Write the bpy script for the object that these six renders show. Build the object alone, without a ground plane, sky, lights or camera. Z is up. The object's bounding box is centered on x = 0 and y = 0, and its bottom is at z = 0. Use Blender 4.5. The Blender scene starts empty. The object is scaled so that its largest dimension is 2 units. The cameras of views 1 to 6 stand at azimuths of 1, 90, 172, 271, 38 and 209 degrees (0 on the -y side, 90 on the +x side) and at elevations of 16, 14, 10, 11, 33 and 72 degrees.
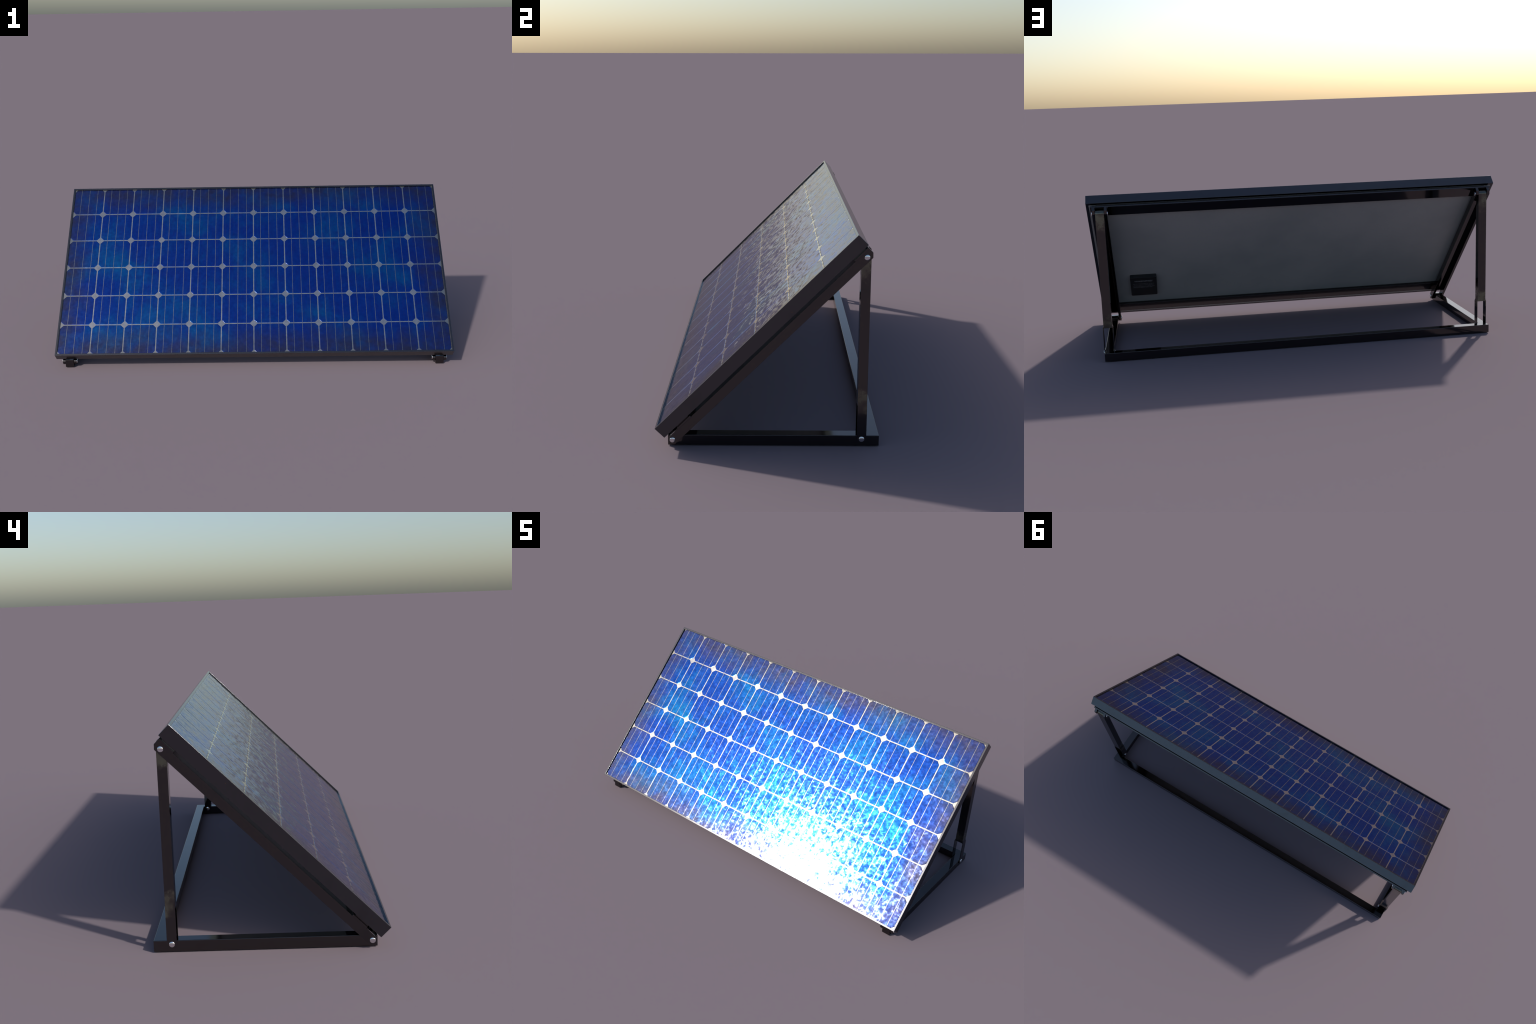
# Ground-mounted solar panel on a hinged tubular stand.
import bpy, bmesh, math, random
from mathutils import Matrix, Vector

random.seed(7)

# ----------------------------------------------------------------- dimensions
PANEL_X = 1.0            # half width of the module
PANEL_S = 0.9965         # length of the module up the slope
FRAME_T = 0.0485         # frame thickness
LIP = 0.0095             # front lip width
CELL_N = -0.0057         # depth of the cell sheet below the lip
PITCH = 0.1653           # cell pitch (12 x 6 cells)
COLS, ROWS = 12, 6
RAIL_X = 0.9375          # centre of rails, legs and base side bars
RAIL_HALF = 0.0345       # half width of the rail channel
GAP_HALF = 0.0212        # half width of the inside of the channel
RAIL_TOP, RAIL_BOT = -0.0653, -0.0987
BAR_HALF = 0.0208        # half width of base tubes
BAR_H = 0.0400
BASE_Y0, BASE_Y1 = -0.3595, 0.4005
LEG_Y0, LEG_Y1 = 0.3203, 0.3543
LEG_YC = 0.5 * (LEG_Y0 + LEG_Y1)
LEG_TOP = 0.7025         # height of the top pivot
FOOT_Z = 0.0280          # height of the bottom pivot of the leg
FORK_Z = 0.1520          # underside of the tube above the fork

# module frame: local x = world x, local y = up the slope, local z = outward
PANEL_M = Matrix.Translation((0, -0.4005, 0.0815)) @ Matrix.Rotation(math.radians(45), 4, 'X')
SC = bpy.context.scene.collection


# ------------------------------------------------------------------ materials
class Nodes:
    def __init__(self, name):
        self.mat = bpy.data.materials.new(name)
        self.mat.use_nodes = True
        self.t = self.mat.node_tree
        self.bsdf = self.t.nodes['Principled BSDF']

    def new(self, kind, **kw):
        n = self.t.nodes.new(kind)
        for k, v in kw.items():
            setattr(n, k, v)
        return n

    def link(self, a, b):
        self.t.links.new(a, b)

    def put(self, socket, v):
        if hasattr(v, 'is_linked') or hasattr(v, 'links'):
            self.link(v, socket)
        else:
            socket.default_value = v

    def math(self, op, a, b=0.0, clamp=False):
        n = self.new('ShaderNodeMath', operation=op, use_clamp=clamp)
        self.put(n.inputs[0], a)
        self.put(n.inputs[1], b)
        return n.outputs[0]

    def step(self, v, lo, hi, a=0.0, b=1.0):
        n = self.new('ShaderNodeMapRange', interpolation_type='SMOOTHSTEP')
        self.put(n.inputs['Value'], v)
        for k, q in (('From Min', lo), ('From Max', hi), ('To Min', a), ('To Max', b)):
            n.inputs[k].default_value = q
        return n.outputs['Result']

    def mix(self, fac, a, b):
        n = self.new('ShaderNodeMix', data_type='RGBA')
        self.put(n.inputs[0], fac)
        self.put(n.inputs[6], a)
        self.put(n.inputs[7], b)
        return n.outputs[2]

    def noise(self, vec, scale, detail=3.0, rough=0.5, distortion=0.0):
        n = self.new('ShaderNodeTexNoise')
        self.link(vec, n.inputs['Vector'])
        n.inputs['Scale'].default_value = scale
        n.inputs['Detail'].default_value = detail
        n.inputs['Roughness'].default_value = rough
        n.inputs['Distortion'].default_value = distortion
        return n.outputs['Fac']

    def coords(self, ref=None):
        n = self.new('ShaderNodeTexCoord')
        if ref is not None:
            n.object = ref
        return n.outputs['Object']

    def scaled(self, vec, s):
        n = self.new('ShaderNodeMapping')
        self.link(vec, n.inputs['Vector'])
        n.inputs['Scale'].default_value = s
        return n.outputs['Vector']

    def bump(self, h, strength, dist):
        n = self.new('ShaderNodeBump')
        n.inputs['Strength'].default_value = strength
        n.inputs['Distance'].default_value = dist
        self.put(n.inputs['Height'], h)
        self.link(n.outputs['Normal'], self.bsdf.inputs['Normal'])

    def set(self, **kw):
        for k, v in kw.items():
            self.put(self.bsdf.inputs[k.replace('_', ' ')], v)


def rgb(r, g, b):
    return (r, g, b, 1.0)


def metal_material(name, mossy=False, gloss=0.085, tone=(0.088, 0.082, 0.083)):
    """Polished black metal with faint smears, dust and a few rust specks."""
    m = Nodes(name)
    co = m.coords()
    base = rgb(*tone)
    smear = m.step(m.noise(co, 9.0, 4.0, 0.6, 0.6), 0.52, 0.74)
    col = m.mix(m.math('MULTIPLY', smear, 0.35), base, rgb(0.060, 0.060, 0.062))
    dust = m.step(m.noise(co, 55.0, 3.0, 0.65), 0.66, 0.76)
    area = m.step(m.noise(co, 3.1, 2.0), 0.52, 0.66)
    dustf = m.math('MULTIPLY', m.math('MULTIPLY', dust, area), 0.5)
    col = m.mix(dustf, col, rgb(0.19, 0.18, 0.17))
    speck = m.step(m.noise(co, 95.0, 1.0), 0.74, 0.80)
    area2 = m.step(m.noise(m.scaled(co, (1, 1, 1.3)), 2.3, 1.0), 0.60, 0.70)
    rustf = m.math('MULTIPLY', speck, area2)
    col = m.mix(rustf, col, rgb(0.20, 0.085, 0.035))
    rough = m.math('ADD', gloss, m.math('MULTIPLY', smear, 0.05))
    rough = m.math('ADD', rough, m.math('MULTIPLY', m.math('ADD', dustf, rustf, clamp=True), 0.3))
    if mossy:
        # olive film: a splash band low on the leg and a stain below the hinge
        sep = m.new('ShaderNodeSeparateXYZ')
        m.link(co, sep.inputs[0])
        z = sep.outputs['Z']
        shift = m.new('ShaderNodeVectorMath', operation='MULTIPLY_ADD')
        m.link(m.new('ShaderNodeObjectInfo').outputs['Location'], shift.inputs[0])
        shift.inputs[1].default_value = (3.7, 0.0, 0.0)
        m.link(co, shift.inputs[2])
        co = shift.outputs[0]
        ragged = m.math('MULTIPLY', m.math('SUBTRACT', m.noise(co, 38.0, 5.0, 0.7), 0.5), 0.16)
        zr = m.math('ADD', z, ragged)
        band = m.math('MULTIPLY', m.step(z, 0.118, 0.128), m.step(zr, 0.190, 0.225, 1.0, 0.0))
        top = m.math('MULTIPLY', m.step(zr, 0.615, 0.665), 0.8)
        film = m.math('MULTIPLY', m.math('MAXIMUM', band, top),
                      m.step(m.noise(co, 9.0, 4.0, 0.6), 0.34, 0.56))
        film = m.math('MULTIPLY', film, 0.85)
        col = m.mix(film, col, rgb(0.22, 0.22, 0.165))
        rough = m.math('ADD', rough, m.math('MULTIPLY', film, 0.30))
    m.set(Base_Color=col, Metallic=1.0, Roughness=rough)
    m.bump(m.noise(co, 14.0, 2.0), 0.04, 0.002)
    return m.mat


def bolt_material():
    m = Nodes('polished_steel')
    co = m.coords()
    m.set(Base_Color=rgb(0.78, 0.78, 0.79), Metallic=1.0,
          Roughness=m.math('ADD', 0.04, m.math('MULTIPLY', m.noise(co, 60.0), 0.04)))
    return m.mat


def panel_edge_mask(m, co):
    """1 near the rim of the module, 0 inside; ragged."""
    sep = m.new('ShaderNodeSeparateXYZ')
    m.link(co, sep.inputs[0])
    dx = m.math('SUBTRACT', PANEL_X, m.math('ABSOLUTE', sep.outputs['X']))
    ds = m.math('SUBTRACT', PANEL_S / 2,
                m.math('ABSOLUTE', m.math('SUBTRACT', sep.outputs['Y'], PANEL_S / 2)))
    d = m.math('MINIMUM', dx, ds)
    wob = m.math('MULTIPLY', m.math('SUBTRACT', m.noise(co, 5.0, 4.0, 0.6), 0.5), 0.28)
    return m.step(m.math('ADD', d, wob), 0.0, 0.19, 1.0, 0.0)


def dimple(m, co, tilt):
    """Hammered relief of the laminate: tips the normal by a smooth noise vector."""
    geo = m.new('ShaderNodeNewGeometry').outputs['Normal']
    total = geo
    for scale, amount in ((62.0, 1.0), (24.0, 0.45)):
        n = m.new('ShaderNodeTexNoise')
        m.link(co, n.inputs['Vector'])
        n.inputs['Scale'].default_value = scale
        n.inputs['Detail'].default_value = 1.0
        n.inputs['Distortion'].default_value = 0.4
        centred = m.new('ShaderNodeVectorMath', operation='SUBTRACT')
        m.link(n.outputs['Color'], centred.inputs[0])
        centred.inputs[1].default_value = (0.5, 0.5, 0.5)
        add = m.new('ShaderNodeVectorMath', operation='MULTIPLY_ADD')
        m.link(centred.outputs[0], add.inputs[0])
        add.inputs[1].default_value = (tilt * amount,) * 3
        m.link(total, add.inputs[2])
        total = add.outputs[0]
    unit = m.new('ShaderNodeVectorMath', operation='NORMALIZE')
    m.link(total, unit.inputs[0])
    m.link(unit.outputs[0], m.bsdf.inputs['Normal'])


def cell_material(ref):
    m = Nodes('blue_silicon')
    co = m.coords(ref)
    cloud = m.step(m.noise(co, 3.2, 5.0, 0.6, 0.3), 0.42, 0.74)
    col = m.mix(cloud, rgb(0.011, 0.064, 0.36), rgb(0.010, 0.165, 0.41))
    grain = m.noise(m.scaled(co, (1.6, 0.5, 1.0)), 42.0, 4.0, 0.65)
    col = m.mix(m.step(grain, 0.42, 0.66, 0.0, 0.32), col, rgb(0.026, 0.042, 0.27))
    edge = panel_edge_mask(m, co)
    dirt = m.math('MULTIPLY', edge, m.step(m.noise(co, 11.0, 5.0, 0.65), 0.30, 0.66, 0.45, 1.0))
    col = m.mix(dirt, col, rgb(0.066, 0.066, 0.120))
    streak = m.step(m.noise(m.scaled(co, (60.0, 1.2, 1.0)), 1.6, 2.0), 0.45, 0.75)
    col = m.mix(m.math('MULTIPLY', streak, 0.12), col, rgb(0.07, 0.11, 0.33))
    m.set(Base_Color=col, Metallic=1.0, Roughness=0.11)
    dimple(m, co, 0.12)
    return m.mat


def silver_material(name, ref, tone):
    m = Nodes(name)
    co = m.coords(ref)
    edge = panel_edge_mask(m, co)
    g = m.noise(co, 30.0, 4.0, 0.6)
    col = m.mix(m.step(g, 0.35, 0.7), tone, rgb(tone[0] * 0.86, tone[1] * 0.86, tone[2] * 0.88))
    col = m.mix(m.math('MULTIPLY', edge, 0.65), col,
                rgb(tone[0] * 0.62, tone[1] * 0.61, tone[2] * 0.52))
    m.set(Base_Color=col, Metallic=1.0, Roughness=0.14)
    dimple(m, co, 0.08)
    return m.mat


def backsheet_material():
    m = Nodes('grey_backing_film')
    co = m.coords()
    c = m.noise(co, 2.2, 4.0, 0.55)
    col = m.mix(m.step(c, 0.35, 0.65), rgb(0.36, 0.36, 0.355), rgb(0.30, 0.31, 0.31))
    g = m.noise(co, 120.0, 3.0, 0.6)
    col = m.mix(m.step(g, 0.4, 0.7, 0.0, 0.2), col, rgb(0.26, 0.27, 0.27))
    m.set(Base_Color=col, Roughness=0.62)
    m.bump(g, 0.1, 0.001)
    return m.mat


def plain_material(name, c, rough):
    m = Nodes(name)
    co = m.coords()
    g = m.noise(co, 40.0, 3.0)
    m.set(Base_Color=m.mix(m.step(g, 0.4, 0.7), c, rgb(c[0] * 0.85, c[1] * 0.85, c[2] * 0.85)),
          Roughness=rough)
    return m.mat


# ------------------------------------------------------------------- geometry
def mesh_of(name, verts, faces):
    me = bpy.data.meshes.new(name)
    me.from_pydata(verts, [], faces)
    bm = bmesh.new()
    bm.from_mesh(me)
    bmesh.ops.recalc_face_normals(bm, faces=bm.faces)
    bm.to_mesh(me)
    bm.free()
    return me


def prism(name, poly, axis, lo, hi):
    """Extrude a polygon along x, y or z; poly holds the other two coordinates in order."""
    def place(p, h):
        q = list(p)
        q.insert(axis, h)
        return tuple(q)
    n = len(poly)
    verts = [place(p, lo) for p in poly] + [place(p, hi) for p in poly]
    faces = [tuple(range(n)), tuple(range(n, 2 * n))]
    faces += [(i, (i + 1) % n, n + (i + 1) % n, n + i) for i in range(n)]
    return mesh_of(name, verts, faces)


def box(name, x, y, z):
    return prism(name, [(x[0], y[0]), (x[1], y[0]), (x[1], y[1]), (x[0], y[1])], 2, *z)


def join(name, meshes):
    bm = bmesh.new()
    for me in meshes:
        bm.from_mesh(me)
    out = bpy.data.meshes.new(name)
    bm.to_mesh(out)
    bm.free()
    return out


def boolean(a, b, op):
    oa, ob = bpy.data.objects.new('tmp_a', a), bpy.data.objects.new('tmp_b', b)
    SC.objects.link(oa)
    SC.objects.link(ob)
    md = oa.modifiers.new('b', 'BOOLEAN')
    md.object, md.operation, md.solver = ob, op, 'EXACT'
    dg = bpy.context.evaluated_depsgraph_get()
    dg.update()
    out = bpy.data.meshes.new_from_object(oa.evaluated_get(dg))
    bpy.data.objects.remove(oa)
    bpy.data.objects.remove(ob)
    return out


def arc(cx, cy, r, a0, a1, n):
    return [(cx + r * math.cos(math.radians(a0 + (a1 - a0) * i / n)),
             cy + r * math.sin(math.radians(a0 + (a1 - a0) * i / n))) for i in range(n + 1)]


def smooth_by_angle(me, deg):
    bm = bmesh.new()
    bm.from_mesh(me)
    lim = math.radians(deg)
    for e in bm.edges:
        e.smooth = not (len(e.link_faces) == 2 and e.calc_face_angle(0) > lim)
    for f in bm.faces:
        f.smooth = True
    bm.to_mesh(me)
    bm.free()


def bevelled(me, width, deg=25):
    """Apply a small two-step chamfer to every sharp edge."""
    o = bpy.data.objects.new('tmp_c', me)
    SC.objects.link(o)
    md = o.modifiers.new('v', 'BEVEL')
    md.width, md.segments, md.limit_method, md.angle_limit = width, 2, 'ANGLE', math.radians(deg)
    for f in me.polygons:
        f.use_smooth = True
    wn = o.modifiers.new('w', 'WEIGHTED_NORMAL')   # large faces stay flat, chamfers roll over
    wn.weight, wn.keep_sharp = 100, True
    dg = bpy.context.evaluated_depsgraph_get()
    dg.update()
    out = bpy.data.meshes.new_from_object(o.evaluated_get(dg))
    bpy.data.objects.remove(o)
    return out


def place(name, me, mat, parent=None, world=None):
    me.name = name
    o = bpy.data.objects.new(name, me)
    if not me.materials:
        me.materials.append(mat)
    SC.objects.link(o)
    w = world if world is not None else Matrix.Identity(4)
    if parent is not None:
        o.parent = parent
        o.matrix_basis = WORLD[parent.name].inverted() @ w
    WORLD[o.name] = w.copy()
    return o


WORLD = {}

# --------------------------------------------------------------------- thing
root = bpy.data.objects.new('solar_panel', None)
SC.objects.link(root)
WORLD[root.name] = Matrix.Identity(4)
root['label'] = 'blue solar panel tilted on a black metal folding stand'
root['category'] = 'solar panel'

black = metal_material('black_metal')
black_leg = metal_material('black_metal_stained', mossy=True)
black_frame = metal_material('black_anodised_frame', gloss=0.16, tone=(0.095, 0.095, 0.103))
steel = bolt_material()


# ------------------------------------------------------------- module frame
def frame_ring():
    """Mitred frame: closed profile (inset, height) swept round the module."""
    prof = [(0, 0), (LIP, 0), (LIP, -0.0090), (0.0145, -0.0090),
            (0.0145, -FRAME_T), (0, -FRAME_T)]
    verts = []
    for d, h in prof:
        verts += [(-PANEL_X + d, d, h), (PANEL_X - d, d, h),
                  (PANEL_X - d, PANEL_S - d, h), (-PANEL_X + d, PANEL_S - d, h)]
    faces = []
    n = len(prof)
    for i in range(n):
        j = (i + 1) % n
        for k in range(4):
            l = (k + 1) % 4
            faces.append((4 * i + k, 4 * i + l, 4 * j + l, 4 * j + k))
    return bevelled(mesh_of('panel_frame', verts, faces), 0.0011)


frame = place('panel_frame', frame_ring(), black_frame, root, PANEL_M)

cell_mat = cell_material(frame)
grid_mat = silver_material('silver_grid', frame, rgb(0.54, 0.53, 0.515))
wire_mat = silver_material('busbar_silver', frame, rgb(0.34, 0.35, 0.38))

# sheet that shows between the cells
sheet = box('cell_sheet', (-PANEL_X + 0.006, PANEL_X - 0.006), (0.006, PANEL_S - 0.006),
            (CELL_N - 0.0020, CELL_N - 0.00055))
place('cell_sheet', sheet, grid_mat, frame, PANEL_M)


# --------------------------------------------------------------------- cells
def cell_mesh():
    """Thin square wafer with cut corners and a shallow sloping rim."""
    h = PITCH / 2 - 0.0027
    c, ease = 0.0160, 0.0014

    def outline(h):
        pts = []
        for q in range(4):
            a = math.radians(90 * q)
            # the cut is straight, its two ends are eased
            for px, py in ((h, h - c - ease), (h - ease * 0.8, h - c + ease * 0.8),
                           (h - c + ease * 0.8, h - ease * 0.8), (h - c - ease, h)):
                pts.append((px * math.cos(a) - py * math.sin(a), px * math.sin(a) + py * math.cos(a)))
        return pts

    rings = [(outline(h), -0.0012), (outline(h), -0.0003), (outline(h - 0.0018), 0.0)]
    verts = [(x, y, z) for pts, z in rings for x, y in pts]
    n = len(rings[0][0])
    faces = [tuple(range(n)), tuple(range(2 * n, 3 * n))]
    for r in range(2):
        for i in range(n):
            j = (i + 1) % n
            faces.append((r * n + i, r * n + j, (r + 1) * n + j, (r + 1) * n + i))
    return mesh_of('solar_cell', verts, faces)


cell = cell_mesh()
s_mid = PANEL_S / 2
for r in range(ROWS):
    for c in range(COLS):
        x = (c - (COLS - 1) / 2) * PITCH
        s = s_mid + (r - (ROWS - 1) / 2) * PITCH
        place('solar_cell', cell, cell_mat, frame, PANEL_M @ Matrix.Translation((x, s, CELL_N)))

# busbars: three thin ribbons run the whole height of each column
ribbon = box('busbar', (-0.0012, 0.0012), (0.0065, PANEL_S - 0.0065), (-0.0005, 0.00016))
for c in range(COLS):
    for f in (-0.268, 0.0, 0.268):
        x = (c - (COLS - 1) / 2 + f) * PITCH
        place('busbar', ribbon, wire_mat, frame, PANEL_M @ Matrix.Translation((x, 0, CELL_N)))

# ---------------------------------------------------------------- back sheet
back = box('back_sheet', (-PANEL_X + 0.012, PANEL_X - 0.012), (0.012, PANEL_S - 0.012), (-0.0484, -0.0440))
place('back_sheet', back, backsheet_material(), frame, PANEL_M)


# --------------------------------------------------------------- junction box
BOX_N = -0.0700                          # face of the box
BOX_X, BOX_S = (0.6945, 0.8335), (0.2040, 0.3760)


def junction_box():
    (x0, x1), (s0, s1), r = BOX_X, BOX_S, 0.0065
    poly = (arc(x1 - r, s1 - r, r, 0, 90, 6) + arc(x0 + r, s1 - r, r, 90, 180, 6)
            + arc(x0 + r, s0 + r, r, 180, 270, 6) + arc(x1 - r, s0 + r, r, 270, 360, 6))
    return bevelled(prism('junction_box', poly, 2, BOX_N, -0.0470), 0.0010, 50)


place('junction_box', junction_box(), plain_material('black_plastic', rgb(0.010, 0.011, 0.012), 0.45), frame, PANEL_M)
ink = plain_material('grey_ink', rgb(0.26, 0.26, 0.27), 0.6)

# lettering reads from behind: its right is -x, its up is up the slope
cu = bpy.data.curves.new('lettering', 'FONT')
cu.body = 'WARNING!'
cu.size = 0.0205
cu.align_x, cu.align_y = 'CENTER', 'CENTER'
cu.extrude = 0.0002
cu.offset = 0.0003
tmp = bpy.data.objects.new('tmp_text', cu)
SC.objects.link(tmp)
dg = bpy.context.evaluated_depsgraph_get()
dg.update()
word = bpy.data.meshes.new_from_object(tmp.evaluated_get(dg))
bpy.data.objects.remove(tmp)
wid = max(v.co.x for v in word.vertices) - min(v.co.x for v in word.vertices)
shear = Matrix.Identity(4)
shear[0][1] = 0.25                       # italic slant
word.transform(Matrix.Diagonal((0.0945 / wid, 0.86, 1, 1)) @ shear)
TEXT_S = 0.3420
TEXT_M = PANEL_M @ Matrix.Translation((0.7650, TEXT_S, BOX_N - 0.0002)) @ Matrix.Rotation(math.pi, 4, 'Y')
place('lettering', word, ink, frame, TEXT_M)

# rows of tiny illegible print: short strokes with word gaps
rng = random.Random(11)
strokes = []
for ds, xa, xb in ((0.0240, 0.8200, 0.7105), (0.0360, 0.8160, 0.7150), (0.0485, 0.8200, 0.7075), (0.0580, 0.8200, 0.7195)):
    x, s = xa, TEXT_S - ds
    while x > xb:
        w = rng.uniform(0.0012, 0.0022)
        hgt = rng.choice((0.0017, 0.0021, 0.0026))
        strokes.append(box('s', (x - w, x), (s - 0.0018, s - 0.0018 + hgt), (BOX_N - 0.00025, BOX_N + 0.0001)))
        x -= w + (0.0032 if rng.random() < 0.2 else 0.0007)
print_rows = join('small_print', strokes)
small = place('small_print', print_rows, ink, frame, PANEL_M)
small['kind'] = 'stuff'


# ----------------------------------------------------------------- cross bars
def cross_bar(s0, s1):
    plate_ = box('p', (-0.980, 0.980), (s0, s1), (-0.0662, -0.0578))
    neck = box('n', (-0.955, 0.955), (s0 + 0.0012, s1 - 0.0070), (-0.0584, -0.0470))
    # solid blocks where the bar meets each rail
    ends = [box('e', (min(a, b), max(a, b)), (s0 + 0.0006, s1 - 0.010), (-0.0665, -0.0468))
            for a, b in ((-0.9718, -0.905), (0.905, 0.9718))]
    return join('cross_bar', [bevelled(plate_, 0.0010), bevelled(neck, 0.0006)] + [bevelled(e, 0.0006) for e in ends])


place('cross_bar', cross_bar(0.0505, 0.1175), black, root, PANEL_M)
place('cross_bar', cross_bar(0.9225, 0.9880), black, root, PANEL_M)


# --------------------------------------------------------------- hinged rails
def rail_mesh():
    web = RAIL_TOP - 0.0060
    section = [(-RAIL_HALF, RAIL_TOP), (RAIL_HALF, RAIL_TOP), (RAIL_HALF, RAIL_BOT), (GAP_HALF, RAIL_BOT),
               (GAP_HALF, web), (-GAP_HALF, web), (-GAP_HALF, RAIL_BOT), (-RAIL_HALF, RAIL_BOT)]
    chan = prism('chan', section, 1, -0.05, 1.05)
    r = (RAIL_TOP - RAIL_BOT) / 2
    mid = (RAIL_TOP + RAIL_BOT) / 2
    e = 0.001
    side = ([(0.0040, RAIL_BOT - e), (0.9735, RAIL_BOT - e), (0.9872, RAIL_BOT + 0.0135), (0.9872, RAIL_TOP + e)]
            + [(0.0040, RAIL_TOP + e)] + arc(0.0035, mid, r, 90, 270, 14)[1:-1])
    body = boolean(chan, prism('side', side, 0, -0.06, 0.06), 'INTERSECT')
    # the web stops short of both hinges
    for a, b in ((-0.06, 0.0480), (0.9300, 1.06)):
        body = boolean(body, box('cut', (-GAP_HALF, GAP_HALF), (a, b), (web - 0.02, RAIL_TOP + 0.02)), 'DIFFERENCE')
    return bevelled(body, 0.0010)


rail_me = rail_mesh()
rails = {}
for sx in (-1, 1):
    rails[sx] = place('hinge_rail', rail_me, black, root, PANEL_M @ Matrix.Translation((sx * RAIL_X, 0, 0)))


# ----------------------------------------------------------------------- legs
def leg_mesh():
    w, o, i = 0.0205, 0.0243, 0.0213
    outline = [(-o, -0.02), (-o, FORK_Z), (-w, FORK_Z + 0.0100), (-w, 0.75), (w, 0.75), (w, FORK_Z + 0.0100),
               (o, FORK_Z), (o, -0.02), (i, -0.02), (i, FORK_Z), (-i, FORK_Z), (-i, -0.02)]
    tube = prism('tube', outline, 1, LEG_Y0, LEG_Y1)
    r = (LEG_Y1 - LEG_Y0) / 2
    e = 0.001
    side = arc(LEG_YC, LEG_TOP, r, 0, 180, 16) + arc(LEG_YC, FOOT_Z, r, 180, 360, 14)
    body = boolean(tube, prism('side', side, 0, -0.06, 0.06), 'INTERSECT')
    return bevelled(body, 0.0010)


leg_me = leg_mesh()
legs = {}
for sx in (-1, 1):
    legs[sx] = place('rear_leg', leg_me, black_leg, root, Matrix.Translation((sx * RAIL_X, 0, 0)))


# ----------------------------------------------------------------- base frame
def base_mesh():
    """U of square tube lying on the ground, open at the front."""
    xo, xi = RAIL_X + BAR_HALF, RAIL_X - BAR_HALF
    plan = [(-xo, BASE_Y1), (-xo, BASE_Y0), (-xi, BASE_Y0), (-xi, BASE_Y1 - 2 * BAR_HALF),
            (xi, BASE_Y1 - 2 * BAR_HALF), (xi, BASE_Y0), (xo, BASE_Y0), (xo, BASE_Y1)]
    return bevelled(prism('base_frame', plan, 2, 0.0, BAR_H), 0.0020)


base = place('base_frame', base_mesh(), black, root)


# ---------------------------------------------------------------------- bolts
def bolt_mesh(half):
    """Pin with a shallow domed head at both ends, along x."""
    R, rim, dome, shaft, seg = 0.0102, 0.0018, 0.0030, 0.006, 28
    prof = [(half + rim + dome * math.cos(math.radians(a)), R * math.sin(math.radians(a))) for a in (8, 25, 42, 60, 76, 90)]
    prof += [(half - 0.001, R), (half - 0.001, shaft)]
    tip = (half + rim + dome, 0.0)
    full = [tip] + prof + [(-x, r) for x, r in reversed(prof)] + [(-tip[0], 0.0)]
    verts = [(full[0][0], 0, 0)]
    rings = []
    for x, r in full[1:-1]:
        rings.append(len(verts))
        verts += [(x, r * math.cos(2 * math.pi * k / seg), r * math.sin(2 * math.pi * k / seg)) for k in range(seg)]
    end = len(verts)
    verts.append((full[-1][0], 0, 0))
    faces = []
    for k in range(seg):
        l = (k + 1) % seg
        faces.append((0, rings[0] + k, rings[0] + l))
        faces.append((end, rings[-1] + l, rings[-1] + k))
        for a, b in zip(rings, rings[1:]):
            faces.append((a + k, b + k, b + l, a + l))
    me = mesh_of('bolt', verts, faces)
    smooth_by_angle(me, 40)
    return me


wide, narrow = bolt_mesh(RAIL_HALF), bolt_mesh(0.0243)
for sx in (-1, 1):
    for s, n in ((0.0035, -0.0803), (0.9610, -0.0828)):
        place('bolt', wide, steel, rails[sx], PANEL_M @ Matrix.Translation((sx * RAIL_X, s, n)))
    place('bolt', narrow, steel, legs[sx], Matrix.Translation((sx * RAIL_X, LEG_YC, FOOT_Z)))
